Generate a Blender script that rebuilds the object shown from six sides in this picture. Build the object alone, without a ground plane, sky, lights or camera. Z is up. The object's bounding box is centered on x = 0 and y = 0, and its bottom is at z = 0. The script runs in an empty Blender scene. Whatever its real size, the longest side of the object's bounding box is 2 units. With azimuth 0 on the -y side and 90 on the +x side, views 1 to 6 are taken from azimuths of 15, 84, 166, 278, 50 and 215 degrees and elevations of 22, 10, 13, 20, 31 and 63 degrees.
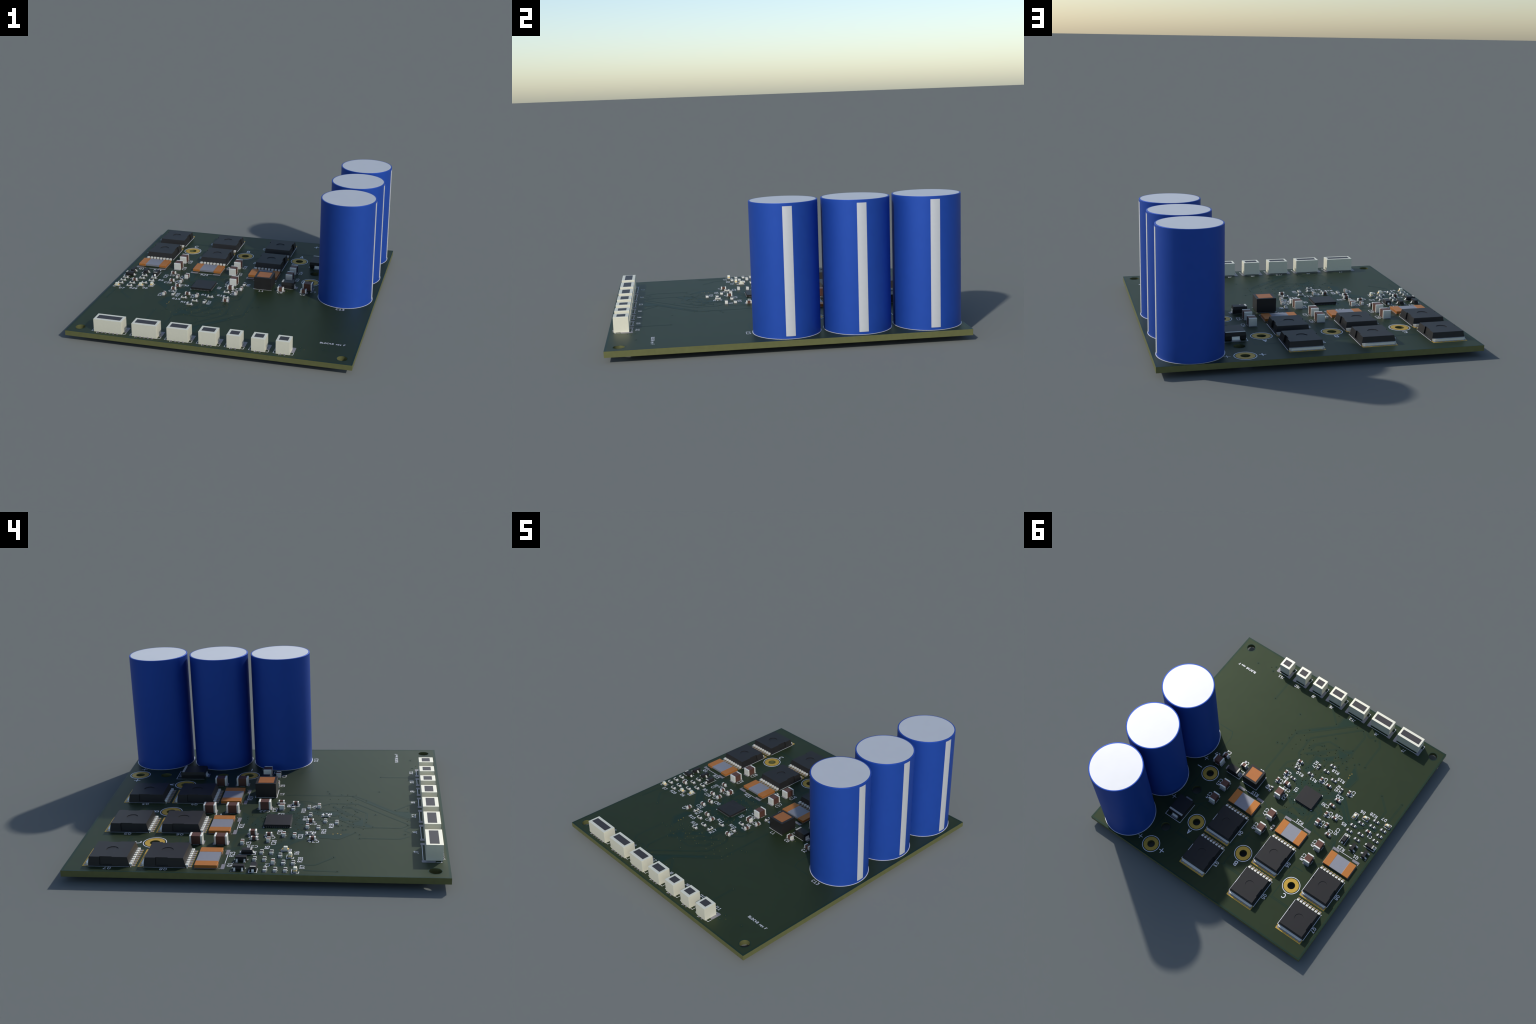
import bpy, bmesh, math, random
from mathutils import Vector, Matrix
from mathutils.geometry import delaunay_2d_cdt

random.seed(7)

# ------------------------------------------------------------------ sizes (metres)
BX, BY = 0.9465, 1.0            # half extents of the board
ZB, ZT = 0.0328, 0.0670         # underside and top side of the board
Z0 = ZT + 0.0016                # seat height of the soldered parts

# ------------------------------------------------------------------ materials
def mat(name, col, rough=0.5, metal=0.5, spec=0.5, vary=0.06, scale=60.0, bump=0.0):
    m = bpy.data.materials.new(name)
    m.use_nodes = True
    nt = m.node_tree
    b = nt.nodes["Principled BSDF"]
    tc = nt.nodes.new("ShaderNodeTexCoord")
    nz = nt.nodes.new("ShaderNodeTexNoise")
    nz.inputs["Scale"].default_value = scale
    nz.inputs["Detail"].default_value = 3
    nt.links.new(tc.outputs["Object"], nz.inputs["Vector"])
    rp = nt.nodes.new("ShaderNodeValToRGB")
    rp.color_ramp.elements[0].position = 0.3
    rp.color_ramp.elements[1].position = 0.7
    rp.color_ramp.elements[0].color = [c * (1 - vary) for c in col] + [1]
    rp.color_ramp.elements[1].color = [c * (1 + vary) for c in col] + [1]
    nt.links.new(nz.outputs["Fac"], rp.inputs["Fac"])
    nt.links.new(rp.outputs["Color"], b.inputs["Base Color"])
    b.inputs["Roughness"].default_value = rough
    b.inputs["Metallic"].default_value = metal
    b.inputs["Specular IOR Level"].default_value = spec
    if bump:
        bp = nt.nodes.new("ShaderNodeBump")
        bp.inputs["Strength"].default_value = bump
        bp.inputs["Distance"].default_value = 0.001
        nt.links.new(nz.outputs["Fac"], bp.inputs["Height"])
        nt.links.new(bp.outputs["Normal"], b.inputs["Normal"])
    return m

M = dict(
    mask=mat("solder_mask_over_copper", (0.026, 0.041, 0.017), spec=0.3, vary=0.03, scale=9),
    gap=mat("solder_mask_over_laminate", (0.0132, 0.0358, 0.0225), spec=0.3, vary=0.03, scale=9),
    edge=mat("laminate_edge", (0.146, 0.152, 0.060), spec=0.3, vary=0.05, scale=40),
    silk=mat("white_ink", (0.78, 0.78, 0.80), vary=0.02),
    gold=mat("gold_plating", (0.55, 0.345, 0.048), vary=0.03),
    solder=mat("dull_solder_pad", (0.25, 0.24, 0.26), vary=0.03),
    pin=mat("dim_pin_metal", (0.15, 0.145, 0.15), vary=0.03),
    tin=mat("tinned_metal", (0.79, 0.79, 0.72), vary=0.02),
    bright=mat("bright_lead_metal", (0.79, 0.79, 0.72), vary=0.02),
    blue=mat("blue_sleeve", (0.0155, 0.069, 0.38), spec=0.35, vary=0.02, scale=20),
    alu=mat("aluminium_disc", (0.58, 0.59, 0.61), vary=0.01, scale=12),
    stripe=mat("pale_stripe_print", (0.60, 0.615, 0.64), vary=0.01),
    black=mat("black_moulding", (0.022, 0.021, 0.021), vary=0.04, scale=160),
    resist=mat("black_resistive_film", (0.024, 0.023, 0.024)),
    brown=mat("brown_ceramic", (0.125, 0.056, 0.040), vary=0.04, scale=120),
    ceramic=mat("white_ceramic", (0.66, 0.66, 0.58), vary=0.02),
    orange=mat("copper_orange_coating", (0.48, 0.175, 0.036), vary=0.03),
    plate=mat("copper_brown_plate", (0.385, 0.138, 0.038), vary=0.03),
    grey=mat("grey_metal_strip", (0.265, 0.27, 0.30), vary=0.02),
    ivory=mat("ivory_plastic", (0.80, 0.775, 0.63), vary=0.015),
    slot=mat("dark_opening", (0.055, 0.051, 0.053), vary=0.03),
    band=mat("pale_cathode_band", (0.55, 0.53, 0.46), vary=0.02),
    lens=mat("milky_lens", (0.80, 0.79, 0.66), vary=0.02),
    amber=mat("gold_terminal", (0.70, 0.46, 0.13), vary=0.02),
)

# ------------------------------------------------------------------ object helpers
COL = bpy.context.scene.collection
root = bpy.data.objects.new("circuit_board", None)
root.empty_display_size = 0.2
COL.objects.link(root)
root["label"] = "green motor driver circuit board with three tall blue capacitors"
root["category"] = "circuit board"

def mesh(bm, name, mats, smooth_angle=None):
    me = bpy.data.meshes.new(name)
    bm.normal_update()
    bm.to_mesh(me)
    bm.free()
    for k in (mats if isinstance(mats, (list, tuple)) else [mats]):
        me.materials.append(M[k])
    if smooth_angle:
        me.shade_smooth() if hasattr(me, "shade_smooth") else None
        me.set_sharp_from_angle(angle=math.radians(smooth_angle))
    return me

def put(me, name, parent=None, loc=(0, 0, 0), rot=0.0, stuff=False):
    o = bpy.data.objects.new(name, me)
    COL.objects.link(o)
    o.parent = parent or root
    o.location = loc
    o.rotation_euler = (0, 0, rot)
    if stuff:
        o["kind"] = "stuff"
    return o

def box(bm, x0, x1, y0, y1, z0, z1, bev=0.0, top=None, mi=0):
    """box; top=(dx,dy) insets the upper face (mould draft)"""
    tx, ty = top or (0, 0)
    v = [bm.verts.new(p) for p in (
        (x0, y0, z0), (x1, y0, z0), (x1, y1, z0), (x0, y1, z0),
        (x0 + tx, y0 + ty, z1), (x1 - tx, y0 + ty, z1), (x1 - tx, y1 - ty, z1), (x0 + tx, y1 - ty, z1))]
    fs = [bm.faces.new([v[i] for i in q]) for q in
          ((3, 2, 1, 0), (4, 5, 6, 7), (0, 1, 5, 4), (1, 2, 6, 5), (2, 3, 7, 6), (3, 0, 4, 7))]
    for f in fs:
        f.material_index = mi
    if bev:
        es = list({e for f in fs for e in f.edges})
        r = bmesh.ops.bevel(bm, geom=es, offset=bev, segments=2, profile=0.5, affect='EDGES')
        for f in r["faces"]:
            f.material_index = mi

def prism(bm, pts, z0, z1, mi=0):
    a = [bm.verts.new((x, y, z0)) for x, y in pts]
    b = [bm.verts.new((x, y, z1)) for x, y in pts]
    n = len(pts)
    fs = [bm.faces.new(a[::-1]), bm.faces.new(b)]
    for i in range(n):
        fs.append(bm.faces.new((a[i], a[(i + 1) % n], b[(i + 1) % n], b[i])))
    for f in fs:
        f.material_index = mi

def rrect(x0, x1, y0, y1, r, n=4):
    out = []
    for cx, cy, a in ((x1 - r, y1 - r, 0), (x0 + r, y1 - r, 90), (x0 + r, y0 + r, 180), (x1 - r, y0 + r, 270)):
        for i in range(n + 1):
            t = math.radians(a + 90 * i / n)
            out.append((cx + r * math.cos(t), cy + r * math.sin(t)))
    return out

def circle(cx, cy, r, n=32):
    return [(cx + r * math.cos(2 * math.pi * i / n), cy + r * math.sin(2 * math.pi * i / n)) for i in range(n)]

def lathe(bm, prof, n=64):
    """revolve (r, z, material) profile points about z"""
    rings = [[bm.verts.new((r * math.cos(2 * math.pi * i / n), r * math.sin(2 * math.pi * i / n), z)) for i in range(n)]
             for r, z in prof]
    for a, b in zip(rings, rings[1:]):
        for i in range(n):
            bm.faces.new((a[i], a[(i + 1) % n], b[(i + 1) % n], b[i]))
    bm.faces.new(rings[0][::-1])
    bm.faces.new(rings[-1])

def annulus(bm, r0, r1, z0, z1, n=48, cx=0, cy=0):
    def ring(r, z):
        return [bm.verts.new((cx + r * math.cos(2 * math.pi * i / n), cy + r * math.sin(2 * math.pi * i / n), z)) for i in range(n)]
    a, b, c, d = ring(r0, z0), ring(r1, z0), ring(r1, z1), ring(r0, z1)
    for p, q in ((a, b), (b, c), (c, d), (d, a)):
        for i in range(n):
            bm.faces.new((p[i], p[(i + 1) % n], q[(i + 1) % n], q[i])[::-1] if False else (q[i], q[(i + 1) % n], p[(i + 1) % n], p[i]))
    bmesh.ops.recalc_face_normals(bm, faces=bm.faces)

# flat prints: union of 2D shapes so that nothing overlaps in one plane
def strokes(path, w, cap=True):
    """list of 2D polygons that thicken a polyline"""
    h, out = w / 2, []
    for (ax, ay), (bx, by) in zip(path, path[1:]):
        dx, dy = bx - ax, by - ay
        L = math.hypot(dx, dy)
        if L < 1e-7:
            continue
        nx, ny = -dy / L * h, dx / L * h
        out.append([(ax + nx, ay + ny), (ax - nx, ay - ny), (bx - nx, by - ny), (bx + nx, by + ny)])
    if cap:
        for x, y in path:
            out.append(circle(x, y, h * 0.995, 8))
    return out

def union(polys, z, name, key, eps=1e-6, holes=()):
    vs, fs = [], []
    for p in list(polys) + list(holes):
        a = sum(p[i][0] * p[(i + 1) % len(p)][1] - p[(i + 1) % len(p)][0] * p[i][1] for i in range(len(p)))
        if a < 0:
            p = p[::-1]
        fs.append(list(range(len(vs), len(vs) + len(p))))
        vs += [Vector(q) for q in p]
    v, e, f, ov, oe, of = delaunay_2d_cdt(vs, [], fs, 1, eps, True)
    bm = bmesh.new()
    bv = [bm.verts.new((q.x, q.y, z)) for q in v]
    for tri, src in zip(f, of):
        if src and max(src) < len(polys):
            a, b, c = (v[i] for i in tri)
            if (b - a).cross(c - a) < 0:
                tri = tri[::-1]
            try:
                bm.faces.new([bv[i] for i in tri])
            except ValueError:
                pass
    loose = [q for q in bm.verts if not q.link_faces]
    bmesh.ops.delete(bm, geom=loose, context='VERTS')
    return mesh(bm, name, key)

# ------------------------------------------------------------------ board
MOUNT = [(0.871, -0.9235), (-0.871, -0.9235), (0.4425, 0.739), (0.4415, 0.3635)]
MOUNT_R = [0.0328, 0.0328, 0.0352, 0.0352]
RINGS = [("+", 0.4430, 0.9110), ("-", 0.4425, 0.1935), ("A", 0.2765, 0.5785), ("B", -0.1558, 0.5785), ("C", -0.5868, 0.5785)]
RING_HOLE = 0.0280

VIA_R = 0.0033

def build_substrate():
    holes = [(x, y, r) for (x, y), r in zip(MOUNT, MOUNT_R)] + [(x, y, RING_HOLE) for _, x, y in RINGS] + [(x, y, VIA_R) for x, y in VIAS + RINGED]
    loops = [[(-BX, -BY), (BX, -BY), (BX, BY), (-BX, BY)]] + [circle(x, y, r, 40 if r > 0.01 else 10) for x, y, r in holes]
    vs, es = [], []
    for lp in loops:
        k = len(vs)
        vs += [Vector(p) for p in lp]
        es += [(k + i, k + (i + 1) % len(lp)) for i in range(len(lp))]
    v, e, f, *_ = delaunay_2d_cdt(vs, es, [], 1, 1e-7, True)
    bm = bmesh.new()
    lo = [bm.verts.new((p.x, p.y, ZB)) for p in v]
    hi = [bm.verts.new((p.x, p.y, ZT)) for p in v]
    for t in f:
        c = (v[t[0]] + v[t[1]] + v[t[2]]) / 3
        if any(math.hypot(c.x - x, c.y - y) < r * 0.99 for x, y, r in holes):
            continue
        if (v[t[1]] - v[t[0]]).cross(v[t[2]] - v[t[0]]) < 0:
            t = t[::-1]
        bm.faces.new([hi[i] for i in t]).material_index = 0
        bm.faces.new([lo[i] for i in t][::-1]).material_index = 0
    for li, lp in enumerate(loops):
        idx = []
        for p in lp:
            idx.append(min(range(len(v)), key=lambda i: (v[i].x - p[0]) ** 2 + (v[i].y - p[1]) ** 2))
        for a, b in zip(idx, idx[1:] + idx[:1]):
            q = (lo[a], lo[b], hi[b], hi[a])
            bm.faces.new(q if li == 0 else q[::-1]).material_index = 1
    put(mesh(bm, "substrate", ["mask", "edge"]), "substrate")

# --- copper routing seen through the mask: dark clearance and thin tracks
TRACKS = [
    [(0.116,-0.083),(0.113,-0.489)], [(0.116,-0.490),(0.050,-0.561),(-0.118,-0.720),(-0.123,-0.802)],
    [(0.102,-0.478),(0.008,-0.566),(-0.244,-0.810)], [(-0.102,-0.730),(-0.030,-0.800),(-0.004,-0.825)],
    [(-0.043,-0.310),(-0.008,-0.351),(-0.011,-0.512),(-0.306,-0.808),(-0.352,-0.757),(-0.348,-0.611),(-0.357,-0.549),(-0.324,-0.483)],
    [(-0.409,-0.804),(-0.384,-0.779),(-0.355,-0.791),(-0.338,-0.813)], [(-0.493,-0.543),(-0.495,-0.751),(-0.46,-0.80)],
    [(-0.048,-0.424),(-0.063,-0.480),(-0.147,-0.568),(-0.238,-0.567),(-0.283,-0.561),(-0.340,-0.605)],
    [(-0.072,-0.424),(-0.077,-0.486),(-0.130,-0.514)],
    [(-0.048,-0.372),(-0.163,-0.475),(-0.226,-0.541),(-0.244,-0.540),(-0.259,-0.513),(-0.264,-0.475)],
    [(-0.069,-0.372),(-0.177,-0.471)], [(-0.126,-0.294),(-0.127,-0.405),(-0.185,-0.460)],
    [(-0.232,-0.364),(-0.232,-0.408),(-0.311,-0.485),(-0.345,-0.536)], [(-0.173,-0.417),(-0.195,-0.392),(-0.200,-0.333)],
    [(-0.037,-0.288),(0.019,-0.231),(0.024,-0.140)], [(-0.084,-0.315),(-0.108,-0.302),(-0.124,-0.245),(-0.163,-0.240)],
    [(0.426,-0.644),(0.424,-0.805),(0.420,-0.847)], [(-0.735,-0.406),(-0.828,-0.315),(-0.824,-0.225)],
    [(-0.897,-0.433),(-0.890,-0.268)], [(-0.420,-0.510),(-0.508,-0.423),(-0.493,-0.322)],
    [(0.005,-0.178),(-0.024,-0.199),(-0.095,-0.194),(-0.145,-0.174)], [(-0.165,-0.183),(-0.200,-0.229),(-0.204,-0.262)],
    [(-0.209,-0.164),(-0.207,-0.193),(-0.267,-0.236)], [(-0.261,-0.192),(-0.256,-0.238),(-0.259,-0.311),(-0.272,-0.351),(-0.272,-0.397)],
    [(-0.344,-0.161),(-0.376,-0.204),(-0.431,-0.233)], [(-0.359,-0.152),(-0.416,-0.198)],
    [(-0.384,-0.116),(-0.423,-0.148),(-0.448,-0.176)], [(-0.193,0.021),(-0.214,0.045),(-0.277,0.034)],
    [(-0.238,0.023),(-0.213,0.100),(-0.183,0.150)], [(-0.353,0.018),(-0.350,0.089),(-0.308,0.123)],
    [(-0.373,0.009),(-0.381,0.096),(-0.394,0.128)], [(-0.386,-0.010),(-0.425,-0.023),(-0.427,0.024)],
    [(-0.493,-0.135),(-0.535,-0.136),(-0.569,-0.111),(-0.623,-0.049)], [(-0.512,-0.183),(-0.551,-0.171),(-0.613,-0.109),(-0.661,-0.063)],
    [(-0.119,-0.282),(-0.122,-0.381),(-0.131,-0.408)], [(-0.238,-0.408),(-0.289,-0.465),(-0.309,-0.494)],
    [(-0.364,-0.346),(-0.371,-0.381)], [(-0.677,-0.133),(-0.747,-0.149),(-0.827,-0.144),(-0.862,-0.169)],
    [(-0.729,-0.074),(-0.749,-0.108),(-0.784,-0.118)], [(-0.768,-0.183),(-0.847,-0.192),(-0.872,-0.219)],
    [(-0.797,0.010),(-0.823,0.038),(-0.848,0.057)], [(-0.738,0.024),(-0.758,0.048)], [(-0.835,-0.027),(-0.830,-0.061)],
    [(-0.005,0.321),(-0.093,0.248),(-0.075,0.174),(-0.040,0.150)], [(-0.039,0.582),(-0.101,0.500),(-0.095,0.420)],
    [(-0.419,0.102),(-0.412,0.155),(-0.461,0.187)], [(-0.570,0.407),(-0.677,0.303)],
    [(-0.463,0.109),(-0.487,0.130),(-0.619,0.149),(-0.659,0.158)], [(0.003,-0.047),(-0.010,-0.016),(-0.064,-0.015)],
    [(-0.633,0.160),(-0.634,0.085),(-0.637,-0.040)], [(-0.645,0.158),(-0.645,0.085),(-0.648,-0.050)],
    [(-0.62,-0.06),(-0.545,-0.12)], [(-0.43,0.13),(-0.425,0.03),(-0.43,-0.02)],
]
# fan-out of the integrated circuit: straight escape, then a 45 degree bend
UX, UY, UH = -0.2890, -0.0718, 0.0735
for side in range(4):
    for i in range(0, 12):
        t = (i - 5.5) * 0.0107
        a = UH + 0.004
        b = a + random.uniform(0.012, 0.03)
        c = b + random.uniform(0.0, 0.035)
        sgn = 1 if t > 0 else -1
        pts = [(t, a), (t, b), (t + sgn * (c - b) * 0.8, c)]
        if random.random() < 0.25:
            continue
        ca, sa = [(1, 0), (0, 1), (-1, 0), (0, -1)][side]
        TRACKS.append([(UX + x * ca - y * sa, UY + x * sa + y * ca) for x, y in pts])

ZONES = [  # single boundary lines between copper areas
    [(0.508,0.992),(0.500,0.442),(0.496,0.06)], [(0.645,-0.199),(0.519,-0.199),(0.496,-0.15),(0.496,0.06)],
    [(0.387,0.470),(0.298,0.397),(0.246,0.345)],
]
for px in (0.0, 0.431, 0.862):  # one closed phase area per transistor column
    ZONES.append([(-0.662 + px, 0.722), (-0.516 + px, 0.722), (-0.520 + px, 0.445), (-0.590 + px, 0.442)])
    ZONES.append([(-0.662 + px, 0.733), (-0.505 + px, 0.733)])
AREAS = [  # bare laminate between tracks
    [(0.053,-0.565),(-0.115,-0.724),(-0.123,-0.802),(-0.144,-0.824),(-0.231,-0.812),(-0.163,-0.742),(0.010,-0.568)],
    [(-0.241,-0.549),(-0.336,-0.554),(-0.319,-0.508),(-0.291,-0.488)], [(-0.292,-0.557),(-0.342,-0.603),(-0.356,-0.596),(-0.337,-0.561)],
    [(-0.134,-0.403),(-0.169,-0.414),(-0.191,-0.381),(-0.139,-0.317)], [(-0.180,-0.415),(-0.251,-0.486),(-0.260,-0.445),(-0.220,-0.409)],
    [(-0.369,-0.144),(-0.424,-0.243),(-0.517,-0.240),(-0.663,-0.092),(-0.657,-0.049),(-0.613,-0.065),(-0.544,-0.142),(-0.444,-0.148)],
    [(-0.458,-0.297),(-0.450,-0.361),(-0.430,-0.478),(-0.445,-0.489),(-0.509,-0.424),(-0.493,-0.322)],
    [(-0.402,0.134),(-0.401,0.019),(-0.421,-0.054),(-0.448,-0.034),(-0.449,0.100),(-0.469,0.143),(-0.452,0.155)],
    [(-0.655,0.170),(-0.622,0.109),(-0.626,-0.045),(-0.655,-0.066),(-0.652,0.097),(-0.681,0.152)],
    [(-0.652,-0.105),(-0.752,-0.168),(-0.865,-0.171),(-0.852,-0.119),(-0.784,-0.118),(-0.756,-0.084),(-0.720,-0.068)],
    [(-0.160,-0.150),(-0.205,-0.222),(-0.300,-0.228),(-0.372,-0.203),(-0.423,-0.148),(-0.409,-0.002),(-0.385,0.035),(-0.330,0.085),(-0.250,0.060),(-0.190,0.044),(-0.150,0.0)],
    [(-0.150,0.150),(-0.200,0.105),(-0.300,0.100),(-0.345,0.120),(-0.240,0.150)], [(0.0,-0.17),(-0.02,-0.20),(-0.11,-0.20),(-0.17,-0.16),(-0.16,-0.10),(-0.06,-0.165)],
    [(-0.12,-0.24),(-0.125,-0.29),(-0.165,-0.36),(-0.185,-0.30),(-0.165,-0.24)],
]
VIAS = [(0.622,-0.866),(0.104,-0.480),(0.129,-0.498),(0.036,-0.560),(0.045,-0.499),(0.128,-0.447),(0.045,-0.449),(-0.039,-0.501),(0.054,-0.397),(0.054,-0.346),(-0.040,-0.449),(-0.048,-0.429),(-0.072,-0.425),(-0.022,-0.391),(-0.122,-0.500),(-0.166,-0.499),(-0.121,-0.446),(-0.201,-0.487),(-0.233,-0.531),(-0.237,-0.569),(-0.241,-0.507),(-0.276,-0.567),(-0.199,-0.456),(-0.160,-0.425),(-0.114,-0.397),(-0.069,-0.371),(-0.030,-0.344),(-0.263,-0.473),(-0.282,-0.492),(-0.306,-0.495),(-0.333,-0.555),(-0.375,-0.552),(-0.341,-0.604),(-0.213,-0.425),(-0.205,-0.407),(-0.273,-0.432),(-0.312,-0.797),(-0.255,-0.795),(-0.079,-0.801),(-0.102,-0.729),(-0.022,-0.113),(-0.031,-0.231),(-0.130,-0.269),(-0.141,-0.282),(-0.194,-0.293),(-0.229,-0.340),(-0.234,-0.365),(-0.243,-0.308),(-0.276,-0.316),(-0.169,-0.213),(-0.221,-0.267),(-0.168,-0.170),(-0.189,-0.180),(-0.169,-0.149),(-0.179,-0.135),(-0.148,-0.116),(-0.222,-0.171),(-0.232,-0.184),(-0.256,-0.175),(-0.279,-0.218),(-0.249,-0.237),(-0.321,-0.173),(-0.313,-0.208),(-0.393,-0.212),(-0.389,-0.191)]
VIAS += [(-0.166,-0.001),(-0.180,-0.036),(-0.193,0.010),(-0.214,0.015),(-0.244,0.019),(-0.228,0.034),(-0.182,0.090),(-0.199,0.090),(-0.232,0.113),(-0.259,0.110),(-0.306,0.074),(-0.331,0.055),(-0.288,0.018),(-0.348,0.017),(-0.383,-0.005),(-0.380,-0.044),(-0.380,-0.080),(-0.439,-0.069),(-0.467,-0.082),(-0.500,-0.086),(-0.468,-0.161),(-0.514,-0.246),(-0.394,-0.284),(-0.328,-0.324),(-0.378,-0.308),(-0.542,-0.114),(-0.559,-0.017),(-0.650,-0.078),(-0.069,-0.044),(-0.125,-0.120),(-0.662,-0.187),(-0.651,-0.058),(-0.711,-0.107),(-0.765,-0.139),(-0.768,-0.102),(-0.741,-0.069),(-0.850,-0.120),(-0.771,-0.180),(-0.803,0.035),(-0.895,-0.039),(-0.911,-0.199),(-0.063,0.334),(0.315,-0.004),(0.302,-0.021)]
RINGED = [(0.735,-0.835),(0.594,-0.889),(0.592,-0.843),(0.181,-0.636),(0.426,-0.644),(0.128,-0.412),(0.006,-0.475),(0.180,-0.325),(0.144,-0.338),(-0.134,-0.512),(-0.170,-0.618),(-0.419,-0.509),(-0.445,-0.533),(-0.496,-0.536),(-0.734,-0.407),(-0.897,-0.433),(-0.350,-0.499),(-0.337,-0.467),(-0.383,-0.457),(-0.385,-0.440),(-0.325,-0.430),(-0.335,-0.414),(-0.433,-0.780)]
BARE_DOTS = [(-0.445,-0.432),(-0.438,-0.414),(-0.444,-0.389)]

build_substrate()
via_holes = [circle(x, y, VIA_R, 10) for x, y in VIAS + RINGED]
gap_shapes, trk_shapes = [], []
for t in TRACKS:
    gap_shapes += strokes(t, 0.0135)
    trk_shapes += strokes(t, 0.0046)
for t in ZONES:
    gap_shapes += strokes(t, 0.0055)
gap_shapes += AREAS
for x, y in RINGED:
    gap_shapes.append(circle(x, y, 0.0118, 14))
    trk_shapes.append(circle(x, y, 0.0068, 12))
e = 0.0055   # copper pulled back from the board edge
gap_shapes += [[(-BX, -BY), (BX, -BY), (BX, -BY + 2 * e), (-BX, -BY + 2 * e)], [(-BX, BY - 2 * e), (BX, BY - 2 * e), (BX, BY), (-BX, BY)],
               [(-BX, -BY), (-BX + 2 * e, -BY), (-BX + 2 * e, BY), (-BX, BY)], [(BX - 2 * e, -BY), (BX, -BY), (BX, BY), (BX - 2 * e, BY)]]
put(union(gap_shapes, ZT + 0.00025, "copper_clearance", "gap", holes=via_holes), "copper_clearance", stuff=True)
put(union(trk_shapes, ZT + 0.00050, "copper_track", "mask", holes=via_holes), "copper_track", stuff=True)
bm = bmesh.new()
for (x, y), r in zip(MOUNT, MOUNT_R):
    annulus(bm, r + 0.0002, r + 0.005, ZT - 0.0005, ZT + 0.0004, 40, x, y)
put(mesh(bm, "hole_clearance", "gap"), "hole_clearance", stuff=True)
put(union([circle(x, y, 0.0034, 10) for x, y in BARE_DOTS], ZT + 0.00090, "test_dot", "gold"), "test_dot", stuff=True)

# --- plated connection rings
bm = bmesh.new()
annulus(bm, RING_HOLE + 0.0003, 0.0552, -0.0006, 0.0012)
ring_me = mesh(bm, "ring_pad", "gold")
bm = bmesh.new()
annulus(bm, 0.0618, 0.0660, -0.0006, 0.0009)
ring_silk = mesh(bm, "ring_outline", "silk")
bm = bmesh.new()
annulus(bm, 0.0554, 0.0617, -0.0006, 0.0005)
ring_gap = mesh(bm, "ring_clearance", "gap")
for _, x, y in RINGS:
    p = put(ring_me, "ring_pad", loc=(x, y, ZT))
    put(ring_silk, "ring_outline", p)
    put(ring_gap, "ring_clearance", p)

# ------------------------------------------------------------------ electrolytic capacitors
CR, CTOP = 0.1893, 0.8033
bm = bmesh.new()
lathe(bm, [(CR - 0.0015, ZT + 0.0012), (CR, ZT + 0.003), (CR, ZT + 0.004), (CR, CTOP - 0.0020), (CR, CTOP - 0.0014), (CR - 0.0006, CTOP - 0.0004), (CR - 0.0016, CTOP), (CR - 0.0040, CTOP)], 96)
sleeve = mesh(bm, "electrolytic_capacitor", "blue", 40)
bm = bmesh.new()
lathe(bm, [(CR - 0.0084, CTOP - 0.004), (CR - 0.0084, CTOP + 0.0005)], 96)
disc = mesh(bm, "can_top", "alu", 40)
bm = bmesh.new()
arc = [math.asin(0.0257 / CR) * (i / 4 - 1) for i in range(9)]
prism(bm, [((CR + 0.0010) * math.cos(a), (CR + 0.0010) * math.sin(a)) for a in arc]
      + [((CR - 0.004) * math.cos(a), (CR - 0.004) * math.sin(a)) for a in arc[::-1]], 0.0825, 0.7873)
stripe = mesh(bm, "polarity_stripe", "stripe", 30)
bm = bmesh.new()
lathe(bm, [(0.0078, 0.0), (0.0086, 0.001), (0.0086, ZT + 0.004)], 20)
pin = mesh(bm, "lead", "bright", 40)
bm = bmesh.new()
annulus(bm, 0.0088, 0.0215, ZB - 0.0010, ZB + 0.0004, 28)
joint = mesh(bm, "solder_ring", "solder")
bm = bmesh.new()
annulus(bm, 0.1885, 0.1930, ZT - 0.0005, ZT + 0.0010, 96)
base_ring = mesh(bm, "base_outline", "silk")
for i in range(3):
    c = put(sleeve, "electrolytic_capacitor", loc=(0.7313, 0.0003 + 0.3998 * i, 0))
    put(disc, "can_top", c)
    put(stripe, "polarity_stripe", c)
    put(base_ring, "base_outline", c)
    for sx in (-0.08, 0.08):
        put(pin, "lead", c, (sx, 0, 0))
        put(joint, "solder_ring", c, (sx, 0, 0))

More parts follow.
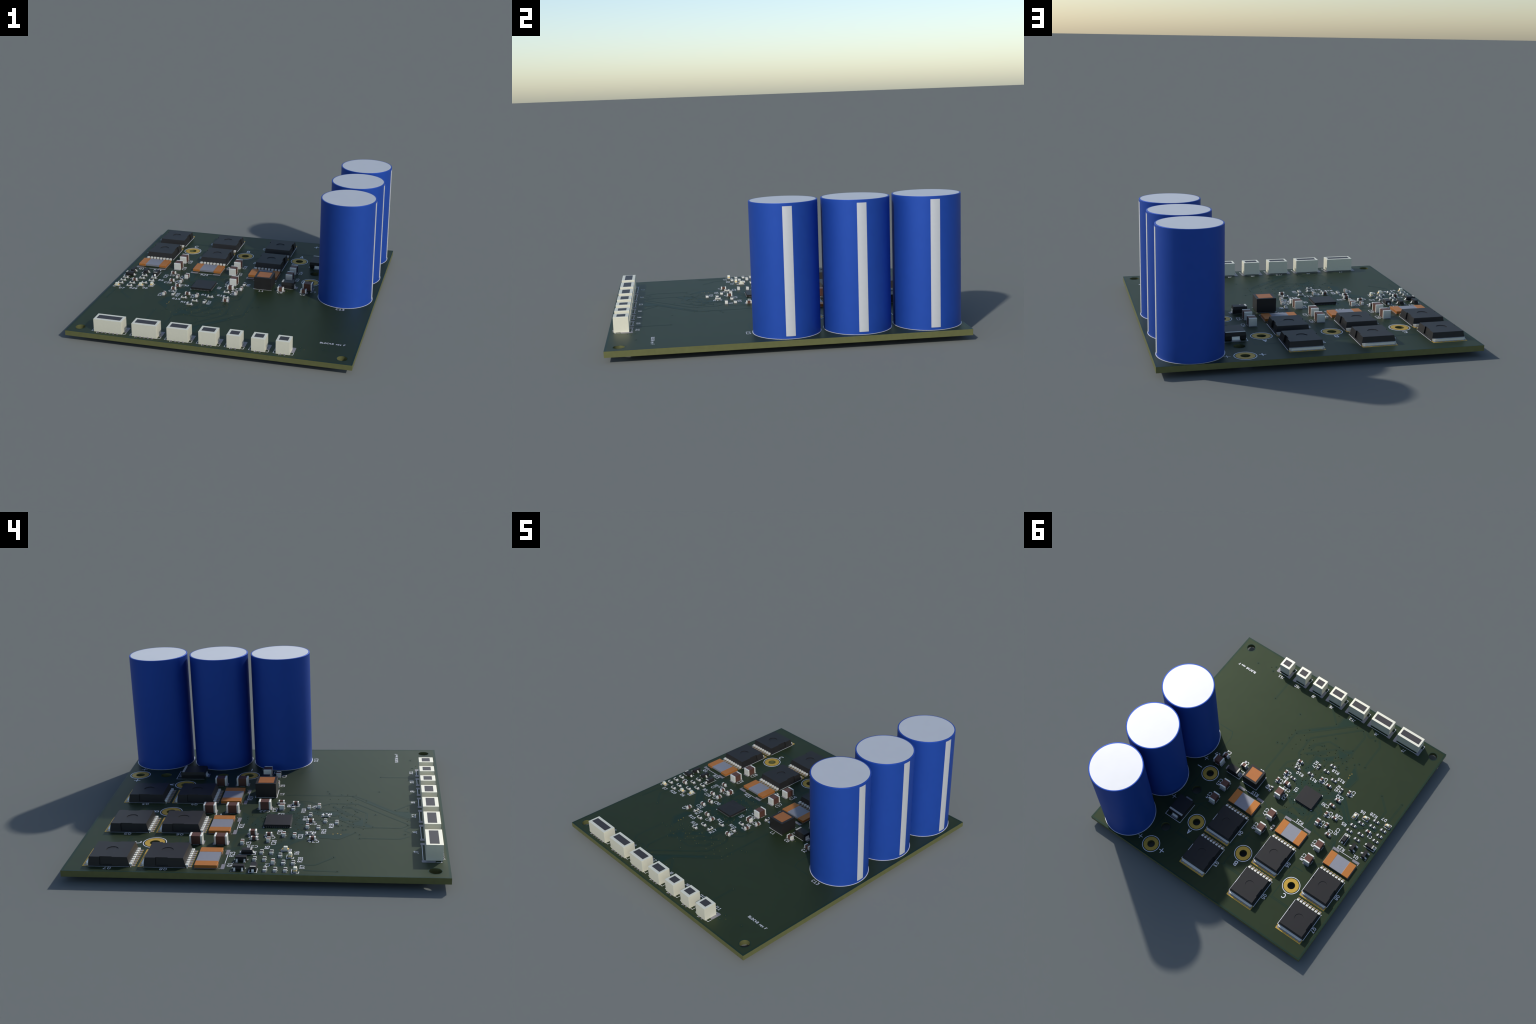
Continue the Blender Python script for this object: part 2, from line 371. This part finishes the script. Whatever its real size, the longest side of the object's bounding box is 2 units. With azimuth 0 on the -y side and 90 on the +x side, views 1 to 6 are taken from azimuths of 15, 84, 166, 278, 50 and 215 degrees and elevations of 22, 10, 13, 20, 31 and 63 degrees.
# ------------------------------------------------------------------ power transistors
def transistor_meshes():
    # moulded body with draft, two side notches and a shallow ejector mark
    bm = bmesh.new()
    lo = [(-0.1025, -0.1165), (0.1045, -0.1165), (0.1045, 0.1095), (-0.1025, 0.1095)]
    hi = [(-0.0945, -0.1030), (0.0960, -0.1030), (0.0960, 0.1018), (-0.0945, 0.1018)]
    a = [bm.verts.new((x, y, 0.0)) for x, y in lo]
    b = [bm.verts.new((x, y, 0.0483)) for x, y in hi]
    bm.faces.new(a[::-1]); bm.faces.new(b)
    for i in range(4):
        bm.faces.new((a[i], a[(i + 1) % 4], b[(i + 1) % 4], b[i]))
    body = mesh(bm, "power_transistor", "black")
    cut = bmesh.new()
    for s in (-1, 1):
        pts = [(0.0885, 0.0485), (0.0885 - 0.0062, 0.0800), (0.14, 0.08), (0.14, 0.0065), (0.0885 + 0.0070, 0.0065)]
        a = [cut.verts.new((s * x, -0.021, z)) for x, z in pts]
        b = [cut.verts.new((s * x, 0.045, z)) for x, z in pts]
        for q in [a, b[::-1]] + [(a[i], a[i - 1], b[i - 1], b[i]) for i in range(5)]:
            cut.faces.new(q)
        bmesh.ops.recalc_face_normals(cut, faces=cut.faces)
    bmesh.ops.create_cone(cut, cap_ends=True, segments=40, radius1=0.0325, radius2=0.0325, depth=0.02,
                          matrix=Matrix.Translation((0, 0, 0.0483 + 0.01 - 0.0024)))
    cme = mesh(cut, "cutter", "black")
    a = bpy.data.objects.new("tmp_body", body); b = bpy.data.objects.new("tmp_cut", cme)
    COL.objects.link(a); COL.objects.link(b)
    md = a.modifiers.new("cut", 'BOOLEAN'); md.object = b; md.operation = 'DIFFERENCE'; md.solver = 'EXACT'
    dg = bpy.context.evaluated_depsgraph_get()
    out = bpy.data.meshes.new_from_object(a.evaluated_get(dg)); out.name = "power_transistor"
    bpy.data.objects.remove(a); bpy.data.objects.remove(b)
    # tab with clipped corners
    bm = bmesh.new()
    c = 0.012
    prism(bm, [(-0.1020, 0.1068), (0.1020, 0.1068), (0.1020, 0.1218 - c), (0.1020 - c, 0.1218), (-0.1020 + c, 0.1218), (-0.1020, 0.1218 - c)], 0.0, 0.0135)
    tab = mesh(bm, "metal_tab", "tin")
    bm = bmesh.new()
    for i in range(8):
        x = (i - 3.5) * 0.0257
        box(bm, x - 0.0086, x + 0.0086, -0.1275, -0.100, 0.0002, 0.0128, bev=0.0016)
    lead = mesh(bm, "lead_row", "tin")
    bm = bmesh.new()
    prism(bm, rrect(-0.1065, 0.1065, 0.104, 0.1395, 0.002), -0.0022, -0.0008)
    for i in range(8):
        x = (i - 3.5) * 0.0257
        prism(bm, rrect(x - 0.0093, x + 0.0093, -0.1440, -0.105, 0.002), -0.0022, -0.0008)
    pad = mesh(bm, "gold_pad", "gold")
    bm = bmesh.new()
    for i in range(8):
        x = (i - 3.5) * 0.0257
        prism(bm, rrect(x - 0.0080, x + 0.0080, -0.1415, -0.105, 0.002), -0.0012, -0.0003)
        prism(bm, circle(x, 0.1205, 0.0120, 20), -0.0012, -0.0003)
    paste = mesh(bm, "solder_paste", "solder")
    return out, tab, lead, pad, paste

tb, tt, tl, tp, ts = transistor_meshes()
QX = (0.0815, -0.3495, -0.7805)
QY = (0.7615, 0.4630)
TRANS = []
for col, x in enumerate(QX):
    for row, y in enumerate(QY):
        o = put(tb, "power_transistor", loc=(x, y, Z0))
        put(tt, "metal_tab", o)
        put(tl, "lead_row", o, stuff=True)
        put(tp, "gold_pad", o, stuff=True)
        put(ts, "solder_paste", o, stuff=True)
        TRANS.append(("Q%d" % (3 + 2 * col + row), x, y))

# ------------------------------------------------------------------ shunt resistors
bm = bmesh.new()
box(bm, -0.0545, 0.0545, -0.0575, 0.0585, 0.002, 0.0158)
sh_mid = mesh(bm, "shunt_resistor", "grey")
bm = bmesh.new()
box(bm, 0.0540, 0.1075, -0.0595, 0.0595, 0.0, 0.0165, bev=0.0008)
sh_end = mesh(bm, "end_cap", "orange")
bm = bmesh.new()
for s in (-1, 1):
    x0, x1 = sorted((s * 0.0575, s * 0.1145))
    prism(bm, rrect(x0, x1, -0.0965, -0.0770, 0.0035), -0.0018, -0.0004)
    x0, x1 = sorted((s * 0.0575, s * 0.1115))
    prism(bm, rrect(x0, x1, -0.0600, 0.0600, 0.0020), -0.0018, -0.0004)
sh_pad = mesh(bm, "solder_pad", "solder")
for x in QX:
    o = put(sh_mid, "shunt_resistor", loc=(x, 0.2425, Z0))
    put(sh_end, "end_cap", o)
    put(sh_end, "end_cap", o, rot=math.pi)
    put(sh_pad, "solder_pad", o, stuff=True)

# ------------------------------------------------------------------ chip parts
def chip(kind, L, W, H, term, padL):
    bm = bmesh.new()
    t = 0.0007
    if kind == "c":
        box(bm, -L / 2 + term * 0.5, L / 2 - term * 0.5, -W / 2 + t, W / 2 - t, 0.0012, H - t)
        body = mesh(bm, "ceramic_capacitor", "brown")
        top = None
    else:
        box(bm, -L / 2 + 0.001, L / 2 - 0.001, -W / 2 + t, W / 2 - t, 0.0012, H - 0.0012)
        body = mesh(bm, "chip_resistor", "ceramic")
        bm = bmesh.new()
        box(bm, -L / 2 + term, L / 2 - term, -W / 2 + 0.0010, W / 2 - 0.0010, H - 0.0014, H - 0.0002)
        top = mesh(bm, "resistive_film", "resist")
    bm = bmesh.new()
    box(bm, L / 2 - term, L / 2, -W / 2, W / 2, 0.0, H, bev=min(0.0014, H * 0.1))
    te = mesh(bm, "terminal", "tin")
    bm = bmesh.new()
    for s in (-1, 1):
        a, b = sorted((s * (L / 2 - term), s * padL))
        prism(bm, rrect(a, b, -W / 2 - 0.0006, W / 2 + 0.0006, 0.003), -0.0018, -0.0004)
    pd = mesh(bm, "solder_pad", "solder")
    return body, top, te, pd

KINDS = {
    "c1210": chip("c", 0.0705, 0.0505, 0.0495, 0.0105, 0.0435),
    "c0805": chip("c", 0.0430, 0.0275, 0.0265, 0.0095, 0.0310),
    "c0603": chip("c", 0.0345, 0.0180, 0.0175, 0.0080, 0.0260),
    "r0603": chip("r", 0.0345, 0.0180, 0.0100, 0.0070, 0.0260),
}
HALF = math.pi / 2
CHIPS = [  # kind, x, y, lies along y?
    ("c1210", 0.448, 0.072, 0), ("c1210", 0.284, 0.2125, 1), ("c1210", 0.284, 0.3480, 1), ("c1210", -0.147, 0.2105, 1),
    ("c1210", -0.147, 0.3465, 1), ("c1210", -0.0905, 0.0275, 1), ("c1210", -0.578, 0.2105, 1), ("c1210", -0.578, 0.3465, 1),
    ("c0805", 0.4320, 0.0020, 0), ("c0805", 0.2660, -0.0070, 0), ("c0805", -0.0895, -0.0725, 0), ("c0805", -0.4590, 0.0520, 1),
    ("c0603", -0.0115, -0.0610, 1), ("c0603", -0.0275, -0.1480, 1), ("c0603", -0.0645, -0.2890, 0), ("c0603", -0.2825, -0.2550, 1),
    ("c0603", -0.3570, -0.2420, 0), ("c0603", -0.5185, -0.2810, 1), ("c0603", -0.4825, -0.1810, 0), ("c0603", -0.4710, -0.1210, 0),
    ("c0603", -0.4735, -0.0390, 1), ("c0603", -0.5440, -0.0430, 0), ("c0603", -0.5275, 0.0375, 1), ("c0603", -0.5785, 0.0950, 0),
    ("c0603", -0.8120, -0.0980, 0),
    ("r0603", -0.0125, 0.0300, 1), ("r0603", -0.2100, 0.2855, 1), ("r0603", -0.0995, -0.1390, 0), ("r0603", -0.0775, -0.2310, 0),
    ("r0603", -0.1885, -0.2470, 0), ("r0603", -0.2015, -0.3360, 1), ("r0603", -0.2910, -0.4025, 0), ("r0603", -0.2740, -0.3375, 0),
    ("r0603", -0.3650, -0.3035, 0), ("r0603", -0.4565, -0.2620, 1), ("r0603", -0.8135, -0.2030, 0), ("r0603", -0.7285, -0.1270, 0),
    ("r0603", -0.6915, -0.0770, 0), ("r0603", -0.8125, -0.1515, 0), ("r0603", -0.6915, -0.0245, 0), ("r0603", -0.8960, -0.1700, 0),
    ("r0603", -0.7755, -0.0490, 0), ("r0603", -0.8960, -0.1180, 0), ("r0603", -0.7755, 0.0030, 0), ("r0603", -0.8955, -0.0655, 0),
]
for k, x, y, v in CHIPS:
    body, top, te, pd = KINDS[k]
    o = put(body, "ceramic_capacitor" if k[0] == "c" else "chip_resistor", loc=(x, y, Z0), rot=HALF * v)
    if top:
        put(top, "resistive_film", o)
    put(te, "terminal", o)
    put(te, "terminal", o, rot=math.pi)
    put(pd, "solder_pad", o, stuff=True)

# ------------------------------------------------------------------ light emitting diodes (cathode end towards -x)
bm = bmesh.new()
box(bm, -0.0172, 0.0172, -0.0092, 0.0092, 0.0, 0.0072, bev=0.0006)
led_base = mesh(bm, "light_emitting_diode", "ceramic")
bm = bmesh.new()
for s in (-1, 1):
    a, b = sorted((s * 0.0095, s * 0.0178))
    box(bm, a, b, -0.0088, 0.0088, 0.0062, 0.0098, bev=0.0006)
led_term = mesh(bm, "terminal", "amber")
bm = bmesh.new()
box(bm, -0.0112, 0.0112, -0.0090, 0.0090, 0.006, 0.0225, bev=0.0012, top=(0.0014, 0.0006))
led_lens = mesh(bm, "lens", "lens")
LEDS = [(-0.6605, -0.1490, 1), (-0.7350, -0.1810, 2), (-0.9020, -0.2215, 2)]
for x, y, q in LEDS:
    o = put(led_base, "light_emitting_diode", loc=(x, y, Z0), rot=HALF * (-1 if q == 1 else 0))
    put(led_term, "terminal", o)
    put(led_lens, "lens", o)
    put(KINDS["r0603"][3], "solder_pad", o, stuff=True)

# ------------------------------------------------------------------ gull wing leads along +x
def gull(bm, s, x0, x1, w, h, t, y=0.0):
    """lead leaving the body at height h, stepping down to a foot"""
    m = x0 + (x1 - x0) * 0.45
    pts = [(x0, h), (m, h), (m + t * 0.6, t), (x1, t)]
    low = [(x1, 0.0), (m - t * 0.2, 0.0), (m - t * 0.6, h - t), (x0, h - t)]
    ring = pts + low
    a = [bm.verts.new((s * x, y - w / 2, z)) for x, z in ring]
    b = [bm.verts.new((s * x, y + w / 2, z)) for x, z in ring]
    n = len(ring)
    for i in range(n):
        bm.faces.new((a[i], a[(i + 1) % n], b[(i + 1) % n], b[i]))
    for side in (a, b):   # caps in convex pieces
        for q in ((0, 1, 6, 7), (1, 2, 5, 6), (2, 3, 4, 5)):
            bm.faces.new([side[k] for k in q])

def finish(bm):
    bmesh.ops.recalc_face_normals(bm, faces=bm.faces)
    return bm

# diodes: local -x is the banded end
def diode(hx, hy, H, lead_out, lead_w, band0, band1, lead_h, pad_out):
    bm = bmesh.new()
    box(bm, -hx, hx, -hy, hy, 0.0015, H * 0.55, top=(-0.0012, -0.0012))
    box(bm, -hx - 0.0012, hx + 0.0012, -hy - 0.0012, hy + 0.0012, H * 0.55, H, top=(0.0030, 0.0030))
    body = mesh(bm, "diode", "black")
    bm = bmesh.new()
    box(bm, band0, band1, -hy + 0.0020, hy - 0.0020, H - 0.003, H + 0.0006)
    bandm = mesh(bm, "cathode_band", "band")
    bm = bmesh.new()
    for s in (-1, 1):
        gull(bm, s, hx - 0.004, hx + lead_out, lead_w, lead_h, 0.004)
    ld = mesh(finish(bm), "lead", "bright")
    bm = bmesh.new()
    for s in (-1, 1):
        a, b = sorted((s * (hx - 0.012), s * pad_out))
        prism(bm, rrect(a, b, -lead_w * 0.62, lead_w * 0.62, 0.003), -0.0018, -0.0004)
    pd = mesh(bm, "solder_pad", "solder")
    return body, bandm, ld, pd

SOD = diode(0.0290, 0.0165, 0.0245, 0.011, 0.0125, -0.0270, -0.0175, 0.012, 0.0420)
SMA = diode(0.0455, 0.0270, 0.0445, 0.008, 0.0310, -0.0445, -0.0335, 0.026, 0.0680)
SMB = diode(0.0755, 0.0610, 0.0440, 0.012, 0.0460, -0.0690, -0.0550, 0.020, 0.0990)
# name, x, y, rotation (band direction: 0 -> -x, pi/2 -> -y, -pi/2 -> +y)
DIODES = [(SOD, -0.6987, 0.0515, HALF), (SOD, -0.8850, -0.0060, 0.0), (SMA, 0.3045, 0.0715, 0.0), (SMB, 0.4395, 0.5495, -HALF)]
for kit, x, y, r in DIODES:
    o = put(kit[0], "diode", loc=(x, y, Z0), rot=r)
    put(kit[1], "cathode_band", o)
    put(kit[2], "lead", o)
    put(kit[3], "solder_pad", o, stuff=True)

# small transistors: single lead towards +x, pair towards -x
bm = bmesh.new()
box(bm, -0.0140, 0.0140, -0.0310, 0.0310, 0.002, 0.0225, top=(0.0022, 0.0022))
sot = mesh(bm, "small_transistor", "black")
bm = bmesh.new()
gull(bm, 1, 0.0115, 0.0270, 0.0090, 0.0125, 0.0032, 0.0)
for y in (-0.0203, 0.0203):
    gull(bm, -1, 0.0115, 0.0270, 0.0090, 0.0125, 0.0032, y)
sot_l = mesh(finish(bm), "lead", "bright")
bm = bmesh.new()
prism(bm, rrect(0.0130, 0.0320, -0.0070, 0.0070, 0.003), -0.0018, -0.0004)
for y in (-0.0203, 0.0203):
    prism(bm, rrect(-0.0320, -0.0130, y - 0.0070, y + 0.0070, 0.003), -0.0018, -0.0004)
sot_p = mesh(bm, "solder_pad", "solder")
for x, y in ((-0.7855, 0.0720), (-0.8865, 0.0700)):
    o = put(sot, "small_transistor", loc=(x, y, Z0))
    put(sot_l, "lead", o)
    put(sot_p, "solder_pad", o, stuff=True)

# ------------------------------------------------------------------ inductor and integrated circuit
bm = bmesh.new()
box(bm, -0.0630, 0.0630, -0.0622, 0.0622, 0.002, 0.0898, bev=0.0008)
ind = mesh(bm, "inductor", "black")
bm = bmesh.new()
box(bm, -0.0465, 0.0465, -0.0465, 0.0465, 0.088, 0.0905)
ind_t = mesh(bm, "top_plate", "plate")
bm = bmesh.new()
for s in (-1, 1):
    a, b = sorted((s * 0.035, s * 0.060))
    box(bm, a, b, -0.05, 0.05, 0.0, 0.0025)
ind_l = mesh(bm, "terminal", "tin")
o = put(ind, "inductor", loc=(0.1350, 0.0415, Z0))
put(ind_t, "top_plate", o)
put(ind_l, "terminal", o)

bm = bmesh.new()
box(bm, -UH, UH, -UH, UH, 0.0008, 0.0152, bev=0.0005)
ic = mesh(bm, "integrated_circuit", "black")
bm = bmesh.new()
for i in range(12):
    t = (i - 5.5) * 0.0107
    for s in (-1, 1):
        box(bm, t - 0.0030, t + 0.0030, *sorted((s * (UH - 0.008), s * (UH + 0.0006))), 0.0, 0.0030)
        box(bm, *sorted((s * (UH - 0.008), s * (UH + 0.0006))), t - 0.0030, t + 0.0030, 0.0, 0.0030)
        prism(bm, rrect(t - 0.0024, t + 0.0024, *sorted((s * (UH - 0.002), s * (UH + 0.0045))), 0.001, 2), -0.0016, -0.0004)
        prism(bm, rrect(*sorted((s * (UH - 0.002), s * (UH + 0.0045))), t - 0.0024, t + 0.0024, 0.001, 2), -0.0016, -0.0004)
ic_l = mesh(bm, "lead_row", "pin")
o = put(ic, "integrated_circuit", loc=(UX, UY, Z0))
put(ic_l, "lead_row", o, stuff=True)

# ------------------------------------------------------------------ wire connectors along the front edge
CONNS = [("J7", -0.6596, 0.0965, 7), ("J6", -0.4083, 0.0843, 6), ("J12", -0.1842, 0.0708, 5), ("J8", 0.0148, 0.0573, 4),
         ("J9", 0.1870, 0.0443, 3), ("J10", 0.3465, 0.0443, 3), ("J11", 0.5048, 0.0443, 3)]
CY0, CY1, CH = -0.9680, -0.8804, 0.0893
shapes_for_conn = []
conn_cache = {}
for name, cx, hx, n in CONNS:
    if hx not in conn_cache:
        bm = bmesh.new()
        box(bm, -hx, hx, CY0, CY1, 0.0, CH, bev=0.0006)
        body = mesh(bm, "connector", "ivory")
        bm = bmesh.new()
        box(bm, -hx + 0.0150, hx - 0.0150, CY0 + 0.0195, CY1 - 0.0190, CH - 0.02, CH + 0.0006)
        slot = mesh(bm, "opening", "slot")
        bm = bmesh.new()
        for i in range(n - 1):
            x = (i - (n - 2) / 2) * 0.0265
            box(bm, x - 0.0035, x + 0.0035, CY0 - 0.0050, CY0 + 0.02, 0.0, 0.0045)
            prism(bm, rrect(x - 0.0055, x + 0.0055, CY0 - 0.0085, CY0 + 0.02, 0.0015, 2), -0.0018, -0.0004)
        pins = mesh(bm, "lead_row", "solder")
        bm = bmesh.new()
        for s in (-1, 1):
            a, b = sorted((s * (hx - 0.006), s * (hx + 0.0205)))
            prism(bm, rrect(a, b, -0.9290, -0.8590, 0.005), -0.0018, -0.0004)
        pads = mesh(bm, "solder_pad", "solder")
        conn_cache[hx] = (body, slot, pins, pads)
    body, slot, pins, pads = conn_cache[hx]
    o = put(body, "connector", loc=(cx, 0, Z0))
    put(slot, "opening", o)
    put(pins, "lead_row", o, stuff=True)
    put(pads, "solder_pad", o, stuff=True)

# ------------------------------------------------------------------ printed outlines
LW = 0.0030
out = []
def line(*pts, w=LW):
    out.extend(strokes(list(pts), w))

for name, cx, hx, n in CONNS:
    for s in (-1, 1):
        X = cx + s * (hx + 0.0185)
        line((cx + s * (hx + 0.001), -0.9600), (X, -0.9600), (X, -0.9330))
    line((cx - hx + 0.006, -0.8660), (cx + hx - 0.006, -0.8660))
    xp = cx - (n - 2) / 2 * 0.0265
    line((xp - 0.0085, -0.9700), (xp - 0.0085, -0.9790))
for _, x, y in TRANS:
    for s in (-1, 1):
        line((x + s * 0.1085, y - 0.113), (x + s * 0.1085, y + 0.107), w=0.0036)
    out.append([(x - 0.1075, y - 0.1185), (x - 0.1135, y - 0.1265), (x - 0.1005, y - 0.1245)])
for x in QX:
    line((x - 0.0505, 0.1505), (x + 0.0535, 0.1505), w=0.0034)
    for s in (-1, 1):
        out.append(rrect(x + s * 0.1115 - 0.0020, x + s * 0.1115 + 0.0020, 0.1690, 0.1730, 0.0005, 1))
# diode and light emitting diode brackets (open at the anode end)
line((-0.6780, 0.095), (-0.6780, 0.007), (-0.7195, 0.007), (-0.7195, 0.095))
line((-0.8420, 0.0143), (-0.9285, 0.0143), (-0.9285, -0.0265), (-0.8800, -0.0265))
line((0.3480, 0.1070), (0.2310, 0.1070), (0.2310, 0.0365), (0.3480, 0.0365))
line((0.5100, 0.4760), (0.5100, 0.6560), (0.3735, 0.6560), (0.3735, 0.4760))
line((-0.6445, -0.1270), (-0.6445, -0.1785), (-0.6770, -0.1785), (-0.6770, -0.1270))
for dx, dy in ((0, 0), (-0.1670, -0.0405)):
    line((-0.7130 + dx, -0.1625 + dy), (-0.7590 + dx, -0.1625 + dy), (-0.7590 + dx, -0.2000 + dy), (-0.7400 + dx, -0.2000 + dy))
# inductor sides, integrated circuit corners, small transistor ticks
for y in (0.1070, -0.0240):
    line((0.0705, y), (0.2005, y), w=0.0036)
line((0.0705, -0.0240), (0.0705, 0.1070), w=0.0036)
for sx in (-1, 1):
    for sy in (-1, 1):
        if sx == 1 and sy == -1:
            continue
        line((UX + sx * 0.070, UY + sy * 0.0775), (UX + sx * 0.0775, UY + sy * 0.0775), (UX + sx * 0.0775, UY + sy * 0.070))
for x, y in ((-0.7855, 0.0720), (-0.8865, 0.0700)):
    line((x - 0.002, y + 0.0345), (x + 0.013, y + 0.0345))
    line((x + 0.002, y - 0.0345), (x + 0.013, y - 0.0345))
    out.append([(x - 0.0260, y + 0.0385), (x - 0.0330, y + 0.0385), (x - 0.0295, y + 0.0330)][::-1])
for k, x, y, v in CHIPS:   # short marks beside the bodies of the chips
    if k == "r0603" or k == "c0603":
        a, b = 0.0030, 0.0112
    elif k == "c0805":
        a, b = 0.0050, 0.0160
    else:
        a, b = 0.0170, 0.0285
    for s in (-1, 1):
        if v:
            line((x + s * b, y - a), (x + s * b, y + a), w=0.0024)
        else:
            line((x - a, y + s * b), (x + a, y + s * b), w=0.0024)
# polarity marks
def plus(x, y, h, w):
    line((x - h, y), (x + h, y), w=w)
    line((x, y - h), (x, y + h), w=w)
for i in range(3):
    plus(0.5450, 0.1055 + 0.4010 * i, 0.0185, 0.0032)
plus(0.3455, 0.9095, 0.0185, 0.0058)
line((0.5270, 0.1900), (0.5620, 0.1900), w=0.0058)
put(union(out, ZT + 0.0011, "silkscreen_outline", "silk"), "silkscreen_outline", stuff=True)

# ------------------------------------------------------------------ stroke lettering
G = {  # unit-height strokes: cap height 1, nominal width 0.62
    "0": [[(.2,1),(.42,1),(.58,.82),(.62,.5),(.58,.18),(.42,0),(.2,0),(.04,.18),(0,.5),(.04,.82),(.2,1)]],
    "1": [[(.06,.78),(.2,.86),(.33,1),(.33,0)],[(.06,0),(.6,0)]],
    "2": [[(.02,.9),(.14,1),(.44,1),(.58,.88),(.58,.68),(.5,.52),(0,0),(.62,0)]],
    "3": [[(0,1),(.6,1),(.28,.62),(.44,.62),(.6,.48),(.6,.14),(.46,0),(.12,0),(0,.1)]],
    "4": [[(.46,.68),(.46,-.02)],[(.24,1),(0,.33),(.62,.33)]],
    "5": [[(.56,1),(.08,1),(.03,.54),(.14,.62),(.44,.62),(.6,.48),(.6,.14),(.46,0),(.12,0),(0,.1)]],
    "6": [[(.5,1),(.3,1),(.14,.86),(.04,.55),(.04,.16),(.18,0),(.44,0),(.58,.14),(.58,.44),(.44,.58),(.18,.58),(.04,.44)]],
    "7": [[(0,1),(.64,1),(.22,0)]],
    "8": [[(.2,.56),(.06,.68),(.06,.88),(.2,1),(.42,1),(.56,.88),(.56,.68),(.42,.56),(.2,.56),(.04,.42),(.04,.14),(.18,0),(.44,0),(.58,.14),(.58,.42),(.42,.56)]],
    "9": [[(.1,0),(.3,0),(.46,.14),(.56,.45),(.56,.86),(.42,1),(.16,1),(.02,.86),(.02,.56),(.16,.42),(.42,.42),(.56,.56)]],
    "A": [[(0,0),(.31,1),(.62,0)],[(.1,.3),(.52,.3)]],
    "B": [[(.04,0),(.04,1),(.4,1),(.54,.9),(.54,.64),(.42,.54),(.04,.54)],[(.42,.54),(.6,.4),(.6,.14),(.46,0),(.04,0)]],
    "C": [[(.62,.1),(.5,0),(.26,0),(.08,.16),(0,.4),(0,.6),(.08,.84),(.26,1),(.5,1),(.62,.9)]],
    "D": [[(.04,0),(.04,1),(.28,1),(.5,.86),(.6,.6),(.6,.4),(.5,.14),(.28,0),(.04,0)]],
    "F": [[(.04,0),(.04,1),(.58,1)],[(.04,.52),(.42,.52)]],
    "J": [[(.4,1),(.4,.26),(.32,.08),(.16,0),(0,0)]],
    "L": [[(.04,1),(.04,0),(.56,0)]],
    "Q": [[(.22,1),(.42,1),(.58,.84),(.64,.6),(.64,.36),(.56,.12),(.42,0),(.22,0),(.08,.12),(0,.36),(0,.6),(.06,.84),(.22,1)],[(.4,.2),(.68,-.14)]],
    "R": [[(.04,0),(.04,1),(.42,1),(.58,.88),(.58,.64),(.44,.52),(.04,.52)],[(.3,.52),(.62,0)]],
    "U": [[(.02,1),(.02,.16),(.16,0),(.46,0),(.6,.16),(.6,1)]],
    "r": [[(.06,0),(.06,.66)],[(.06,.4),(.18,.6),(.4,.66)]],
    "e": [[(.04,.36),(.52,.36),(.52,.52),(.4,.66),(.16,.66),(.04,.52),(.04,.14),(.16,0),(.42,0),(.52,.06)]],
    "v": [[(.02,.66),(.26,0),(.5,.66)]],
}
ADV = {"1": .93, "J": .72, "L": .80, "r": .62, "e": .82, "v": .74, " ": .72, "Q": 1.0}

def label(txt, x, y, h, vert=False, w=None):
    w = w or h * 0.155
    pen, shapes, spans = 0.0, [], []
    for ch in txt:
        for s in G.get(ch, []):
            spans.append([(px + pen, py) for px, py in s])
        pen += ADV.get(ch, .93)
    pen -= .28
    for s in spans:
        shapes += strokes([((px - pen / 2) * h, (py - .5) * h) for px, py in s], w)
    put(union(shapes, 0, "printed_label", "silk"), "printed_label", loc=(x, y, ZT + 0.0011), rot=HALF if vert else 0)

H1 = 0.0225
for t, x, y in (("C7", 0.497, 0.026), ("C2", 0.433, -0.034), ("C8", 0.268, -0.040), ("L1", 0.133, -0.049), ("R19", 0.060, 0.134),
                ("C23", -0.113, -0.033), ("R8", -0.052, -0.112), ("R10", -0.120, -0.201), ("C6", -0.063, -0.262),
                ("R11", -0.231, -0.220), ("R21", -0.349, 0.131), ("R18", -0.333, -0.374), ("R15", -0.409, -0.336),
                ("C32", -0.479, -0.213), ("C30", -0.427, -0.094), ("C28", -0.563, -0.075), ("C5", -0.577, 0.061),
                ("R5", -0.628, -0.047), ("D6", -0.689, -0.211), ("R28", -0.770, -0.236), ("D7", -0.853, -0.253),
                ("C1", -0.836, -0.072), ("R23", -0.719, 0.129), ("Q1", -0.844, 0.124), ("C13", 0.734, -0.216)):
    label(t, x, y, H1)
for t, x, y in (("C15", 0.338, 0.212), ("C14", 0.336, 0.349), ("R9", 0.018, 0.030), ("C17", -0.094, 0.209), ("C16", -0.096, 0.350),
                ("C22", -0.138, 0.026), ("C3", -0.039, -0.063), ("C4", -0.053, -0.152), ("U2", -0.174, -0.074), ("R17", -0.168, -0.339),
                ("C26", -0.310, -0.260), ("R25", -0.424, -0.265), ("C34", -0.545, -0.289), ("C24", -0.500, -0.046),
                ("C21", -0.495, 0.048), ("C25", -0.619, 0.035), ("C19", -0.533, 0.211), ("C18", -0.530, 0.347)):
    label(t, x, y, H1, True)
for t, x, y in TRANS:
    label(t, x - 0.1270, y - 0.0005, H1, True)
for t, cx, hx, n in CONNS:
    label(t, cx + 0.001, -0.8335, 0.0205)
for t, x, y in RINGS:
    if t in "ABC":
        label(t, x, y + 0.0945, 0.0335, w=0.0058)
label("BLDC48 rev F", 0.7800, -0.7445, 0.0168, w=0.0030)
